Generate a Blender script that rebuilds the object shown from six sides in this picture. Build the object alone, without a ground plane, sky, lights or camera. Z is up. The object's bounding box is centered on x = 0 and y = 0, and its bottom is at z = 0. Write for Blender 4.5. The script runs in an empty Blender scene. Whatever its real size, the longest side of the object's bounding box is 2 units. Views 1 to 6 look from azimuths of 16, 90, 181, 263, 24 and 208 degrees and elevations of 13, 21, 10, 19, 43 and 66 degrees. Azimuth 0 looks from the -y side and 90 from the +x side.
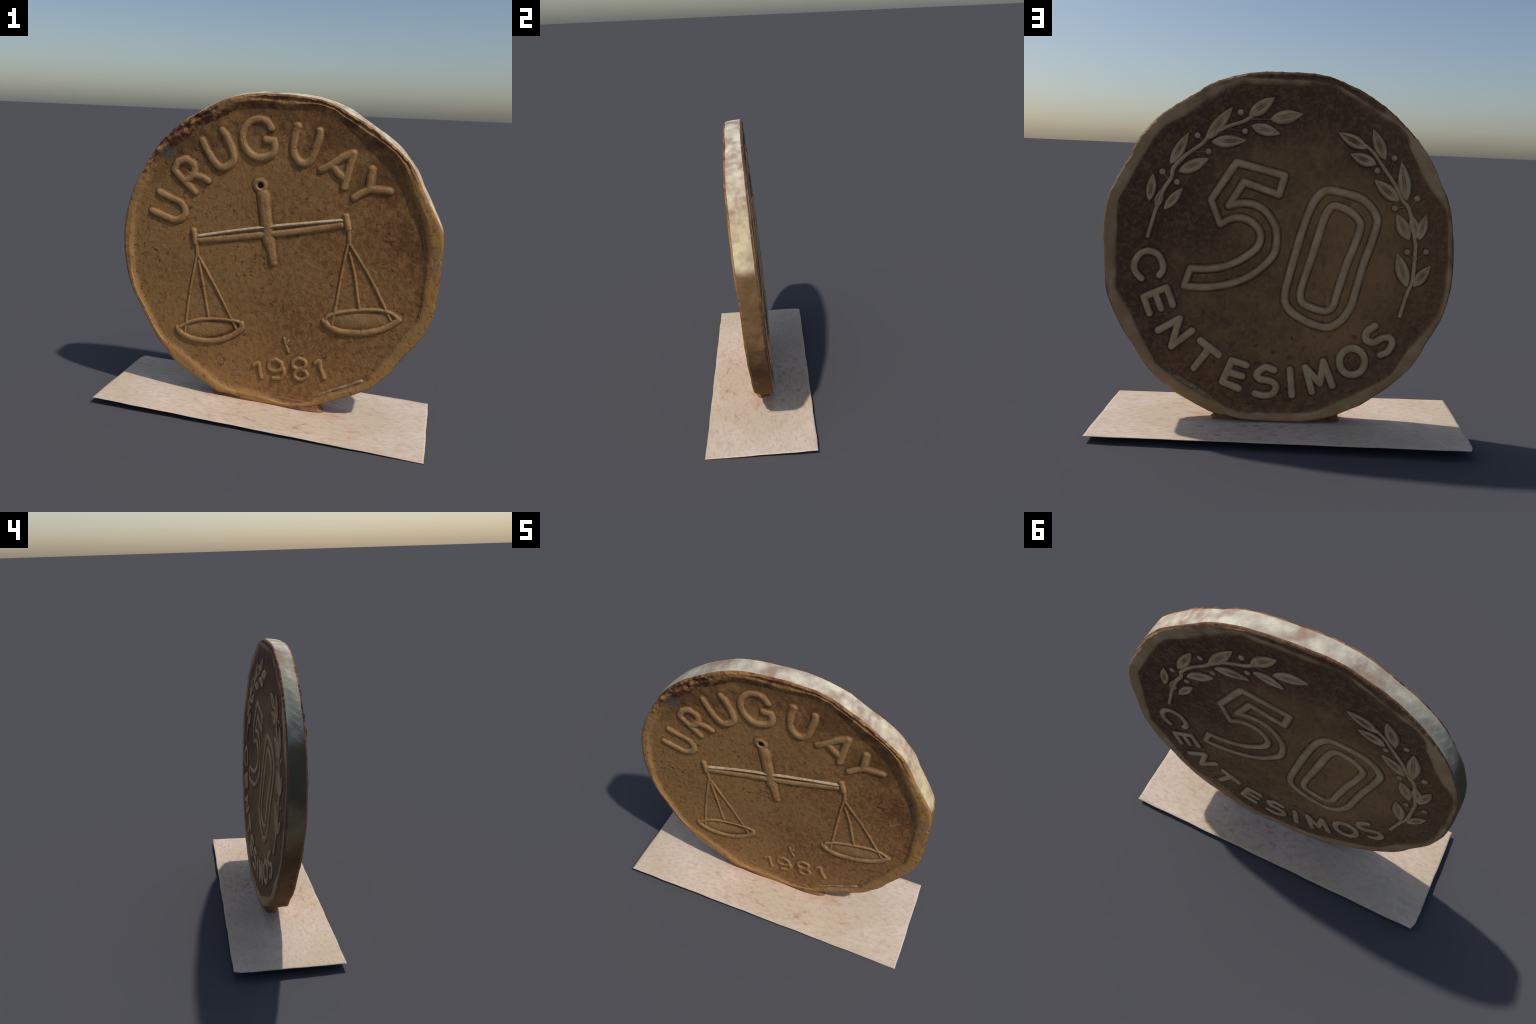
"""A worn twelve-sided bronze coin standing on its edge on a strip of cream card.

The coin is modelled in its own frame: u to the right as the obverse is read, v up,
w out of the obverse.  All lengths are metres at the required scale.
"""
import bpy, math, random
import numpy as np
from mathutils import Matrix, Vector

random.seed(7)
rng = np.random.default_rng(7)

# ------------------------------------------------------------------ frames
ORIGIN = Vector((0.0008, -0.0355, 0.9481))
NORMAL = Vector((0.0209, -1.0, -0.0707)).normalized()
AX_U = Vector((0, 0, 1)).cross(NORMAL).normalized()
AX_V = NORMAL.cross(AX_U)
FRAME = Matrix((
    (AX_U.x, AX_V.x, NORMAL.x, ORIGIN.x),
    (AX_U.y, AX_V.y, NORMAL.y, ORIGIN.y),
    (AX_U.z, AX_V.z, NORMAL.z, ORIGIN.z),
    (0, 0, 0, 1)))
CEN = np.array((0.035, 0.030))        # centre of the outline in (u, v)
FIELD_OBV, FIELD_REV = 0.0540, 0.0588    # distance of the fields from the middle plane
RIM = 0.0646                          # half thickness at the rims

# radius of the outline and of the inner edge of the rim, every 5 degrees
OUT_REV = [0.942, 0.949, 0.956, 0.959, 0.949, 0.943, 0.940, 0.950, 0.950, 0.952, 0.945, 0.938, 0.938, 0.947, 0.946, 0.945, 0.942, 0.938, 0.936, 0.940, 0.946, 0.949, 0.943, 0.943,
          0.940, 0.938, 0.934, 0.933, 0.933, 0.932, 0.931, 0.926, 0.934, 0.935, 0.929, 0.929, 0.932, 0.935, 0.941, 0.944, 0.946, 0.941, 0.938, 0.947, 0.953, 0.951, 0.951, 0.948,
          0.954, 0.949, 0.953, 0.952, 0.948, 0.942, 0.942, 0.943, 0.951, 0.954, 0.961, 0.958, 0.959, 0.963, 0.964, 0.962, 0.954, 0.944, 0.951, 0.952, 0.955, 0.960, 0.947, 0.941]
OUT_OBV = [0.946, 0.950, 0.959, 0.963, 0.949, 0.937, 0.935, 0.943, 0.950, 0.942, 0.935, 0.935, 0.932, 0.931, 0.939, 0.941, 0.934, 0.932, 0.929, 0.934, 0.939, 0.940, 0.938, 0.932,
          0.930, 0.935, 0.935, 0.937, 0.933, 0.927, 0.927, 0.932, 0.933, 0.936, 0.937, 0.938, 0.938, 0.937, 0.940, 0.940, 0.933, 0.927, 0.927, 0.934, 0.947, 0.948, 0.963, 0.956,
          0.951, 0.953, 0.963, 0.948, 0.948, 0.946, 0.943, 0.947, 0.950, 0.953, 0.953, 0.946, 0.947, 0.953, 0.960, 0.955, 0.954, 0.941, 0.945, 0.954, 0.960, 0.962, 0.954, 0.948]
IN_REV = [0.870, 0.873, 0.883, 0.894, 0.881, 0.873, 0.875, 0.878, 0.887, 0.888, 0.872, 0.859, 0.856, 0.865, 0.877, 0.890, 0.876, 0.868, 0.864, 0.866, 0.881, 0.892, 0.883, 0.871,
          0.866, 0.870, 0.885, 0.893, 0.867, 0.857, 0.850, 0.860, 0.877, 0.892, 0.892, 0.878, 0.878, 0.885, 0.897, 0.906, 0.909, 0.891, 0.879, 0.875, 0.880, 0.897, 0.895, 0.882,
          0.877, 0.877, 0.884, 0.894, 0.892, 0.882, 0.880, 0.887, 0.901, 0.905, 0.895, 0.884, 0.878, 0.883, 0.897, 0.904, 0.890, 0.879, 0.873, 0.871, 0.881, 0.891, 0.879, 0.872]
IN_OBV = [0.858, 0.865, 0.871, 0.871, 0.873, 0.868, 0.870, 0.880, 0.899, 0.908, 0.898, 0.878, 0.877, 0.883, 0.901, 0.894, 0.877, 0.861, 0.865, 0.873, 0.880, 0.882, 0.870, 0.868,
          0.862, 0.864, 0.872, 0.874, 0.883, 0.882, 0.871, 0.867, 0.871, 0.880, 0.875, 0.874, 0.877, 0.876, 0.889, 0.891, 0.892, 0.887, 0.888, 0.898, 0.896, 0.887, 0.875, 0.869,
          0.871, 0.886, 0.899, 0.899, 0.883, 0.880, 0.885, 0.909, 0.914, 0.914, 0.897, 0.884, 0.884, 0.894, 0.899, 0.883, 0.870, 0.864, 0.860, 0.863, 0.878, 0.880, 0.869, 0.859]


def around(table, deg):
    """Periodic cubic (Catmull-Rom) lookup of a table given every 5 degrees."""
    t = np.asarray(table)
    x = np.mod(deg, 360.0) / 5.0
    i = np.floor(x).astype(int)
    f = x - i
    n = len(t)
    p0, p1, p2, p3 = t[(i - 1) % n], t[i % n], t[(i + 1) % n], t[(i + 2) % n]
    cubic = p1 + 0.5 * f * (p2 - p0 + f * (2 * p0 - 5 * p1 + 4 * p2 - p3 + f * (3 * (p1 - p2) + p3 - p0)))
    return 0.5 * cubic + 0.5 * (p1 * (1 - f) + p2 * f)


def wobble(x, seed, octaves=4, first=1):
    """Smooth periodic 1-D noise of an angle in degrees, about -1..1."""
    r = np.random.default_rng(seed)
    a = np.radians(x)
    out = np.zeros_like(a)
    for k in range(octaves):
        f = first * (2 ** k) + int(r.integers(0, 2 ** k + 1))
        out += np.sin(f * a + r.uniform(0, 6.28)) / (1.35 ** k)
    return out / 2.2


def swell(u, v, seed):
    """Smooth 2-D unevenness of a field, about -1..1."""
    r = np.random.default_rng(seed)
    out = 0
    for k in range(9):
        ang, f = r.uniform(0, 6.28), r.uniform(4, 17)
        out = out + np.sin(f * (u * math.cos(ang) + v * math.sin(ang)) + r.uniform(0, 6.28))
    return out / 4.5


def field_height(u, v, face):
    """Distance of the struck field from the middle plane (positive on both faces)."""
    rr = np.hypot(np.asarray(u) - CEN[0], np.asarray(v) - CEN[1])
    if face > 0:
        return FIELD_OBV - 0.0012 * np.asarray(v) + 0.0025 * np.asarray(u) + 0.0020 * swell(u, v, 11) - 0.0015 * np.clip(rr / 0.9, 0, 1) ** 3
    return FIELD_REV + 0.0014 * swell(u, v, 12) - 0.0010 * np.clip(rr / 0.9, 0, 1) ** 3


def bent(P):
    """The coin is slightly bent: its upper left part (as the obverse is read) leans forward."""
    P = np.array(P, float)
    P[:, 2] += 0.007 * np.clip((-P[:, 0] - 0.15) / 0.75, 0, 1) ** 1.3 * np.clip((P[:, 1] + 0.10) / 0.6, 0, 1)
    return P


def band(deg, a, b, soft=6.0):
    """1 between the angles a and b (degrees, a < b), falling off softly."""
    mid, half = (a + b) / 2, (b - a) / 2
    d = np.abs((deg - mid + 180) % 360 - 180)
    return np.clip((half - d) / soft + 0.5, 0, 1)


# ------------------------------------------------------------------ materials
def srgb(r, g, b):
    f = lambda c: c / 12.92 if c <= 0.04045 else ((c + 0.055) / 1.055) ** 2.4
    return (f(r / 255), f(g / 255), f(b / 255), 1.0)


class Mat:
    """Small helper that strings shader nodes together."""

    def __init__(self, name, rough=0.75, spec=0.2):
        self.m = bpy.data.materials.new(name)
        self.m.use_nodes = True
        self.t = self.m.node_tree
        self.bsdf = self.t.nodes["Principled BSDF"]
        self.bsdf.inputs["Roughness"].default_value = rough
        self.bsdf.inputs["Specular IOR Level"].default_value = spec
        self.co = self.t.nodes.new("ShaderNodeTexCoord").outputs["Object"]
        self.xyz = None

    def put(self, sock, val):
        if isinstance(val, bpy.types.NodeSocket):
            self.t.links.new(val, sock)
        else:
            sock.default_value = val

    def axis(self, i):
        if self.xyz is None:
            n = self.t.nodes.new("ShaderNodeSeparateXYZ")
            self.t.links.new(self.co, n.inputs[0])
            self.xyz = n.outputs
        return self.xyz[i]

    def moved(self, loc=(0, 0, 0), rot=(0, 0, 0), scale=(1, 1, 1)):
        n = self.t.nodes.new("ShaderNodeMapping")
        self.t.links.new(self.co, n.inputs["Vector"])
        n.inputs["Location"].default_value = loc
        n.inputs["Rotation"].default_value = rot
        n.inputs["Scale"].default_value = scale
        return n.outputs[0]

    def noise(self, scale, detail=4, rough=0.55, vec=None, dist=0.0):
        n = self.t.nodes.new("ShaderNodeTexNoise")
        self.put(n.inputs["Vector"], vec or self.co)
        n.inputs["Scale"].default_value = scale
        n.inputs["Detail"].default_value = detail
        n.inputs["Roughness"].default_value = rough
        n.inputs["Distortion"].default_value = dist
        return n.outputs["Fac"]

    def spots(self, scale, vec=None):
        n = self.t.nodes.new("ShaderNodeTexVoronoi")
        self.put(n.inputs["Vector"], vec or self.co)
        n.inputs["Scale"].default_value = scale
        return n.outputs["Distance"]

    def math(self, op, a, b=0.0, c=0.0):
        n = self.t.nodes.new("ShaderNodeMath")
        n.operation = op
        self.put(n.inputs[0], a)
        self.put(n.inputs[1], b)
        self.put(n.inputs[2], c)
        return n.outputs[0]

    def ramp(self, x, lo, hi, to0=0.0, to1=1.0):
        n = self.t.nodes.new("ShaderNodeMapRange")
        n.interpolation_type = "SMOOTHSTEP"
        self.put(n.inputs[0], x)
        n.inputs[1].default_value, n.inputs[2].default_value = lo, hi
        n.inputs[3].default_value, n.inputs[4].default_value = to0, to1
        return n.outputs[0]

    def mix(self, fac, a, b, mode="MIX"):
        n = self.t.nodes.new("ShaderNodeMix")
        n.data_type, n.blend_type = "RGBA", mode
        self.put(n.inputs[0], fac)
        self.put(n.inputs[6], a)
        self.put(n.inputs[7], b)
        return n.outputs[2]

    def bump(self, height, strength, dist):
        n = self.t.nodes.new("ShaderNodeBump")
        n.inputs["Strength"].default_value = strength
        n.inputs["Distance"].default_value = dist
        self.put(n.inputs["Height"], height)
        self.t.links.new(n.outputs[0], self.bsdf.inputs["Normal"])

    def blob(self, u, v, ru, rv, soft=0.6, ragged=0.5, scale=14):
        """Mask of a ragged oval patch centred on (u, v) of the object frame."""
        du = self.math("MULTIPLY", self.math("SUBTRACT", self.axis(0), u), 1 / ru)
        dv = self.math("MULTIPLY", self.math("SUBTRACT", self.axis(1), v), 1 / rv)
        d = self.math("SQRT", self.math("ADD", self.math("MULTIPLY", du, du), self.math("MULTIPLY", dv, dv)))
        d = self.math("ADD", d, self.math("MULTIPLY", self.math("SUBTRACT", self.noise(scale), 0.5), 2 * ragged))
        return self.ramp(d, 1 - soft, 1 + soft * 0.3, 1.0, 0.0)

    def angle(self):
        """Angle round the coin in degrees (-180..180), 0 to the right, 90 up."""
        a = self.math("ARCTAN2", self.math("SUBTRACT", self.axis(1), float(CEN[1])), self.math("SUBTRACT", self.axis(0), float(CEN[0])))
        return self.math("MULTIPLY", a, 180 / math.pi)

    def done(self, colour):
        self.put(self.bsdf.inputs["Base Color"], colour)
        return self.m


# colours (sRGB 0-255)
OBV_TAN, OBV_RED, OBV_LIGHT, OBV_DARK = srgb(154, 114, 67), srgb(130, 87, 51), srgb(172, 135, 89), srgb(86, 58, 34)
OBV_PIT, OBV_WORN, OBV_GOLD, VERDIGRIS = srgb(80, 42, 34), srgb(162, 125, 80), srgb(172, 128, 70), srgb(70, 90, 86)
HIGHLIGHT = srgb(186, 166, 140)  # bright highlight of the beam, put into the colour
REV_OLIVE, REV_DARK, REV_LIGHT, REV_PIT = srgb(166, 123, 79), srgb(96, 65, 49), srgb(172, 136, 92), srgb(66, 40, 36)
REV_WORN, REV_WORN2 = srgb(206, 170, 128), srgb(188, 150, 108)
EDGE_WHITE, EDGE_GREY, EDGE_CREAM, EDGE_GREEN = srgb(214, 206, 186), srgb(172, 162, 144), srgb(206, 190, 152), srgb(182, 178, 154)
EDGE_ROSE, EDGE_BROWN, EDGE_OLIVE, EDGE_SLATE = srgb(150, 120, 104), srgb(134, 100, 72), srgb(114, 88, 58), srgb(100, 92, 70)
CARD_A, CARD_B, CARD_MOTTLE, CARD_PINK = srgb(214, 195, 178), srgb(200, 182, 158), srgb(180, 160, 138), srgb(196, 164, 146)
CARD_SPOT, CARD_STAIN = srgb(168, 122, 98), srgb(190, 148, 122)
FOOT_A, FOOT_B = srgb(138, 102, 74), srgb(98, 70, 52)
EDGE_KHAKI = srgb(152, 130, 94)


def bend_node(m):
    a = m.math("POWER", m.math("MINIMUM", m.math("MAXIMUM", m.math("MULTIPLY", m.math("ADD", m.axis(0), 0.15), -1 / 0.75), 0.0), 1.0), 1.3)
    b = m.math("MINIMUM", m.math("MAXIMUM", m.math("MULTIPLY", m.math("ADD", m.axis(1), 0.10), 1 / 0.6), 0.0), 1.0)
    return m.math("MULTIPLY", m.math("MULTIPLY", a, b), 0.007)


def obverse_rise(m):
    """Height of a point above the struck field of the obverse."""
    flat = m.math("SUBTRACT", m.axis(2), bend_node(m))
    tilt = m.math("SUBTRACT", m.math("MULTIPLY", m.axis(1), 0.0012), m.math("MULTIPLY", m.axis(0), 0.0025))
    return m.math("ADD", m.math("SUBTRACT", flat, FIELD_OBV), tilt)


def reverse_rise(m):
    flat = m.math("SUBTRACT", m.axis(2), bend_node(m))
    return m.math("SUBTRACT", m.math("MULTIPLY", flat, -1.0), FIELD_REV)


def obverse_colour(m):
    """Warm brown bronze: tan film, redder brown patches, purple-brown pits."""
    big = m.noise(2.6, 3, 0.5, m.moved((3.1, 0.4, 0)))
    fine = m.noise(34, 6, 0.62, m.moved(rot=(0, 0, 0.35), scale=(1.0, 0.75, 1)))
    side = m.math("ADD", m.math("MULTIPLY", m.axis(0), 0.42), m.math("MULTIPLY", m.math("SUBTRACT", big, 0.5), 1.5))
    col = m.mix(m.ramp(side, -0.35, 0.5), OBV_TAN, OBV_RED)
    col = m.mix(m.ramp(fine, 0.36, 0.68, 0.0, 0.75), col, m.mix(0.5, OBV_TAN, OBV_LIGHT))
    col = m.mix(m.ramp(m.noise(46, 4, 0.6, m.moved((1, 7, 0))), 0.48, 0.70, 0.0, 0.45), col, OBV_DARK)
    where = m.ramp(m.noise(3.3, 2, 0.5, m.moved((8, 2, 0))), 0.36, 0.62, 0.2, 1.0)
    pits = m.math("MULTIPLY", m.ramp(m.noise(30, 3, 0.55, m.moved((5, 5, 0))), 0.57, 0.72, 0.0, 0.65), where)
    col = m.mix(pits, col, OBV_PIT)
    m.bump(m.math("ADD", fine, m.math("MULTIPLY", pits, -0.6)), 0.55, 0.008)
    return col


def make_obverse():
    m = Mat("bronze_obverse_field", 0.72, 0.18)
    col = obverse_colour(m)
    m.t.nodes  # grime patches of the top left and the green spot are matter on the field
    rr = m.math("SQRT", m.math("ADD", m.math("MULTIPLY", m.axis(0), m.axis(0)), m.math("MULTIPLY", m.axis(1), m.axis(1))))
    ring = m.ramp(m.math("ADD", rr, m.math("MULTIPLY", m.math("SUBTRACT", m.noise(7, 4, 0.6), 0.5), 0.5)), 0.55, 0.80)
    upper = m.ramp(m.math("ADD", m.axis(1), m.math("MULTIPLY", m.axis(0), 0.25)), 0.05, 0.45)
    cloud = m.ramp(m.noise(8, 5, 0.6, m.moved((6, 1, 2))), 0.36, 0.60)
    col = m.mix(m.math("MULTIPLY", m.math("MULTIPLY", ring, upper), m.math("MULTIPLY", cloud, 0.6)), col, OBV_DARK)
    grime = m.blob(-0.50, 0.66, 0.30, 0.20, 0.6, 0.9, 9)
    col = m.mix(m.math("MULTIPLY", grime, 0.35), col, OBV_PIT)
    col = m.mix(m.math("MULTIPLY", m.blob(-0.610, 0.609, 0.050, 0.050, 0.7, 0.6, 22), 0.85), col, VERDIGRIS)
    return m.done(col)


def make_obverse_relief():
    m = Mat("bronze_obverse_relief", 0.62, 0.25)
    col = obverse_colour(m)
    rise = obverse_rise(m)
    dirt_shade = m.math("MULTIPLY", m.ramp(rise, 0.0008, 0.0026, 1.0, 0.0), m.ramp(m.noise(10, 4, 0.6, m.moved((7, 7, 0))), 0.34, 0.60, 0.15, 0.85))  # shading at the stroke feet painted as broken dark tone
    col = m.mix(dirt_shade, col, OBV_DARK)
    wear = m.ramp(rise, 0.0020, 0.0068)
    tone = m.mix(m.ramp(m.noise(18, 4, 0.6, m.moved((2, 2, 5))), 0.40, 0.66), OBV_WORN, OBV_LIGHT)
    return m.done(m.mix(m.math("MULTIPLY", wear, m.ramp(m.noise(11, 4, 0.6, m.moved((5, 0, 3))), 0.34, 0.60, 0.25, 0.9)), col, tone))


def make_lip():
    m = Mat("bronze_pale_lip", 0.6, 0.2)
    return m.done(m.mix(m.ramp(m.noise(34, 5, 0.6), 0.36, 0.62), srgb(160, 140, 112), srgb(128, 100, 66)))


def make_dark_dot():
    m = Mat("dark_dot_paint", 0.9, 0.05)  # near-black paint for the dot inside the pivot ring
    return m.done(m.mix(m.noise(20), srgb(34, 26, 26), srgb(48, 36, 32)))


def make_ridge_highlight():
    m = Mat("bronze_ridge_highlight", 0.5, 0.3)  # painted highlight along the beam's upper ridge
    g = m.noise(30, 4, 0.6)
    return m.done(m.mix(m.ramp(g, 0.40, 0.60), HIGHLIGHT, m.mix(0.75, HIGHLIGHT, OBV_LIGHT)))


def make_obverse_rim():
    m = Mat("bronze_obverse_rim", 0.65, 0.22)
    col = obverse_colour(m)
    tone = m.mix(m.ramp(m.noise(9, 5, 0.6, m.moved((4, 1, 0))), 0.38, 0.62), OBV_WORN, OBV_GOLD)
    tone = m.mix(m.ramp(m.noise(30, 4, 0.6), 0.55, 0.7, 0, 0.6), tone, OBV_DARK)
    top = m.ramp(m.math("ADD", m.axis(1), m.math("MULTIPLY", m.noise(6), 0.3)), 0.55, 0.85)
    wear = m.ramp(obverse_rise(m), 0.003, 0.009)
    col = m.mix(m.math("MULTIPLY", wear, m.math("SUBTRACT", 0.9, m.math("MULTIPLY", top, 0.65))), col, tone)
    dirt_shade = m.math("MULTIPLY", top, m.ramp(m.noise(13, 5, 0.65, m.moved((9, 3, 2))), 0.42, 0.6))
    col = m.mix(m.math("MULTIPLY", dirt_shade, 0.75), col, OBV_PIT)
    broken = m.math("MULTIPLY", m.blob(-0.46, 0.74, 0.30, 0.24, 0.5, 0.4, 8), m.ramp(m.noise(22, 4, 0.6, m.moved((2, 6, 4))), 0.42, 0.58))
    col = m.mix(m.math("MULTIPLY", broken, 0.9), col, OBV_PIT)
    gold_flecks = m.math("MULTIPLY", m.blob(-0.40, 0.80, 0.22, 0.14, 0.5, 0.4, 8), m.ramp(m.noise(19, 4, 0.6, m.moved((8, 1, 4))), 0.58, 0.66))  # lighter gold flecks on the chipped stretch
    col = m.mix(m.math("MULTIPLY", gold_flecks, 0.8), col, OBV_GOLD)
    col = m.mix(m.math("MULTIPLY", m.blob(-0.610, 0.609, 0.050, 0.050, 0.7, 0.6, 22), 0.6), col, VERDIGRIS)
    return m.done(col)


def reverse_colour(m):
    big = m.noise(3.0, 4, 0.55, m.moved((1.2, 6.0, 0)))
    fine = m.noise(42, 6, 0.62)
    # dark red-brown on the C side, olive brown towards the zero and below the numerals
    side = m.math("ADD", m.math("MULTIPLY", m.axis(0), 0.55), m.math("MULTIPLY", m.math("SUBTRACT", big, 0.5), 1.2))
    side = m.math("ADD", side, m.math("MULTIPLY", m.axis(1), 0.22))
    col = m.mix(m.ramp(side, -0.40, 0.55), REV_OLIVE, REV_DARK)
    rimward = m.math("SQRT", m.math("ADD", m.math("MULTIPLY", m.axis(0), m.axis(0)), m.math("MULTIPLY", m.axis(1), m.axis(1))))
    col = m.mix(m.ramp(m.math("ADD", rimward, m.math("MULTIPLY", m.math("SUBTRACT", big, 0.5), 0.4)), 0.42, 0.82, 0, 0.75), col, REV_DARK)
    col = m.mix(m.ramp(fine, 0.42, 0.70, 0, 0.4), col, m.mix(0.5, REV_LIGHT, REV_OLIVE))
    col = m.mix(m.ramp(m.noise(26, 5, 0.6, m.moved((3, 1, 0), scale=(1.3, 0.6, 1))), 0.48, 0.70, 0, 0.35), col, REV_DARK)
    low = m.ramp(m.math("ADD", m.axis(1), m.math("MULTIPLY", big, 0.8)), -0.15, 0.45, 0.8, 0.0)
    pits = m.math("MULTIPLY", m.ramp(m.noise(30, 3, 0.55, m.moved((5, 5, 0))), 0.57, 0.70, 0.0, 0.7), low)
    col = m.mix(pits, col, REV_PIT)
    m.bump(m.math("ADD", fine, m.math("MULTIPLY", pits, -0.5)), 0.3, 0.006)
    return col


def make_reverse():
    m = Mat("bronze_reverse_field", 0.75, 0.15)
    return m.done(reverse_colour(m))


def make_reverse_relief():
    m = Mat("bronze_reverse_relief", 0.65, 0.2)
    col = reverse_colour(m)
    rise = reverse_rise(m)
    dirt_shade = m.math("MULTIPLY", m.ramp(rise, 0.0012, 0.0034, 1.0, 0.0), m.ramp(m.noise(13, 4, 0.6, m.moved((7, 7, 0))), 0.30, 0.55, 0.25, 0.75))  # crease shade round the strokes painted into the colour
    col = m.mix(dirt_shade, col, REV_PIT)
    wear = m.ramp(rise, 0.0030, 0.0085)
    tone = m.mix(m.ramp(m.noise(12, 4, 0.6, m.moved((2, 2, 5))), 0.38, 0.64), REV_WORN, REV_WORN2)
    return m.done(m.mix(m.math("MULTIPLY", wear, 0.95), col, tone))


def make_reverse_rim():
    m = Mat("bronze_reverse_rim", 0.65, 0.2)
    col = reverse_colour(m)
    tone = m.mix(m.ramp(m.noise(7, 5, 0.6, m.moved((2, 8, 5))), 0.38, 0.64), REV_WORN, REV_WORN2)
    tone = m.mix(m.ramp(m.noise(5, 4, 0.6, m.moved((9, 2, 1))), 0.36, 0.66, 0.15, 0.75), tone, REV_OLIVE)
    wear = m.ramp(reverse_rise(m), 0.0005, 0.0055)
    return m.done(m.mix(m.math("MULTIPLY", wear, 0.9), col, tone))


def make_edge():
    """Edge: sky reflection painted pale over the upper half, brown and green tones below."""
    m = Mat("sheen_metal_edge", 0.85, 0.06)
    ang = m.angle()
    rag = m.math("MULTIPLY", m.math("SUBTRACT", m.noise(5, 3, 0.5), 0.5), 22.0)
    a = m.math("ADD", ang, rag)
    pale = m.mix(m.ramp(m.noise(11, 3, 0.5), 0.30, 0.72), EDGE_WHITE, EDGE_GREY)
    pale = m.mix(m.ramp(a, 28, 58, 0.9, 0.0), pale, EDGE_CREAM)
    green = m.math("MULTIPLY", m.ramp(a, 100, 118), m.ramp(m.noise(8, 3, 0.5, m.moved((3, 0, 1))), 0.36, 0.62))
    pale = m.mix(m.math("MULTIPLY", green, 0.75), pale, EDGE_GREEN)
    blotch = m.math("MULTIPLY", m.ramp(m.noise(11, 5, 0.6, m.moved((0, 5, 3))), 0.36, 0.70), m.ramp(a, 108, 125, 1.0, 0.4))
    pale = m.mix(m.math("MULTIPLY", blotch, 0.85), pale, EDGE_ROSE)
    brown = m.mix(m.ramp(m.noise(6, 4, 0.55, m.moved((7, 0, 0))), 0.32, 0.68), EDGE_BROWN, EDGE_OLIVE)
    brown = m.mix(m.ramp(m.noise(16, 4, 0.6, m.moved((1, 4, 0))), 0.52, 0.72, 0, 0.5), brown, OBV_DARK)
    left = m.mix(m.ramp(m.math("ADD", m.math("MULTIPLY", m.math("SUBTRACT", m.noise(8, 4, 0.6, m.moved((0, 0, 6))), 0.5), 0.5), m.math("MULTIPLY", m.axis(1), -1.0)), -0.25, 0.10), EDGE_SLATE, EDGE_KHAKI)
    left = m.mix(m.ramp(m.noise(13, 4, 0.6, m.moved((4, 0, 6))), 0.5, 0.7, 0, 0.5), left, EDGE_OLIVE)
    # which tone lies where round the edge; the upper pale is painted reflection
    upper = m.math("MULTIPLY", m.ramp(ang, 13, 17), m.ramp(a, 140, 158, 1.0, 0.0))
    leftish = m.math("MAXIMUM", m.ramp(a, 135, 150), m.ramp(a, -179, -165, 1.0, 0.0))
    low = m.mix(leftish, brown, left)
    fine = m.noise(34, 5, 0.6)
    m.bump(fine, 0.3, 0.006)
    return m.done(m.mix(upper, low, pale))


def make_card():
    m = Mat("cream_card", 0.9, 0.1)
    st = m.moved(scale=(0.55, 1.0, 1.0))
    col = m.mix(m.ramp(m.noise(2.4, 3, 0.5), 0.35, 0.65), CARD_A, CARD_B)
    col = m.mix(m.ramp(m.noise(48, 6, 0.62, st), 0.42, 0.72, 0, 0.7), col, CARD_MOTTLE)
    col = m.mix(m.ramp(m.noise(26, 4, 0.6, m.moved((4, 4, 0), scale=(0.6, 1, 1))), 0.46, 0.74, 0, 0.4), col, CARD_PINK)
    col = m.mix(m.ramp(m.noise(9, 3, 0.5, m.moved((1, 9, 0))), 0.40, 0.70, 0, 0.35), col, CARD_B)
    centre = m.ramp(m.math("ADD", m.math("ABSOLUTE", m.math("SUBTRACT", m.axis(0), 0.15)), m.math("MULTIPLY", m.noise(4), 0.4)), 0.30, 0.95, 1.0, 0.25)
    sp = m.math("MULTIPLY", m.ramp(m.noise(26, 4, 0.6, m.moved((9, 1, 0), scale=(0.55, 1, 1))), 0.50, 0.76, 0, 0.75), centre)
    col = m.mix(sp, col, CARD_SPOT)
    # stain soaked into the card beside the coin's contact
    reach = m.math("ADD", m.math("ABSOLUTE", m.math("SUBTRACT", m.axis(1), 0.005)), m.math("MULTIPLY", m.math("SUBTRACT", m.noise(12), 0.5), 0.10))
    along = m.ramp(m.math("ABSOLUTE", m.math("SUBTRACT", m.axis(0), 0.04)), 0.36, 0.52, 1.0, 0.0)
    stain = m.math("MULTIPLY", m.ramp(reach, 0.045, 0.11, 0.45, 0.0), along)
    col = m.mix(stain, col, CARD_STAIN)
    m.bump(m.noise(40, 6, 0.65, st), 0.3, 0.006)
    return m.done(col)


def make_foot():
    m = Mat("brown_scan_web", 0.85, 0.1)  # colour of the scan's bridging between coin and card
    col = m.mix(m.ramp(m.noise(14, 4, 0.6), 0.35, 0.65), FOOT_A, FOOT_B)
    m.bump(m.noise(30, 5, 0.6), 0.4, 0.01)
    return m.done(col)


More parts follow.
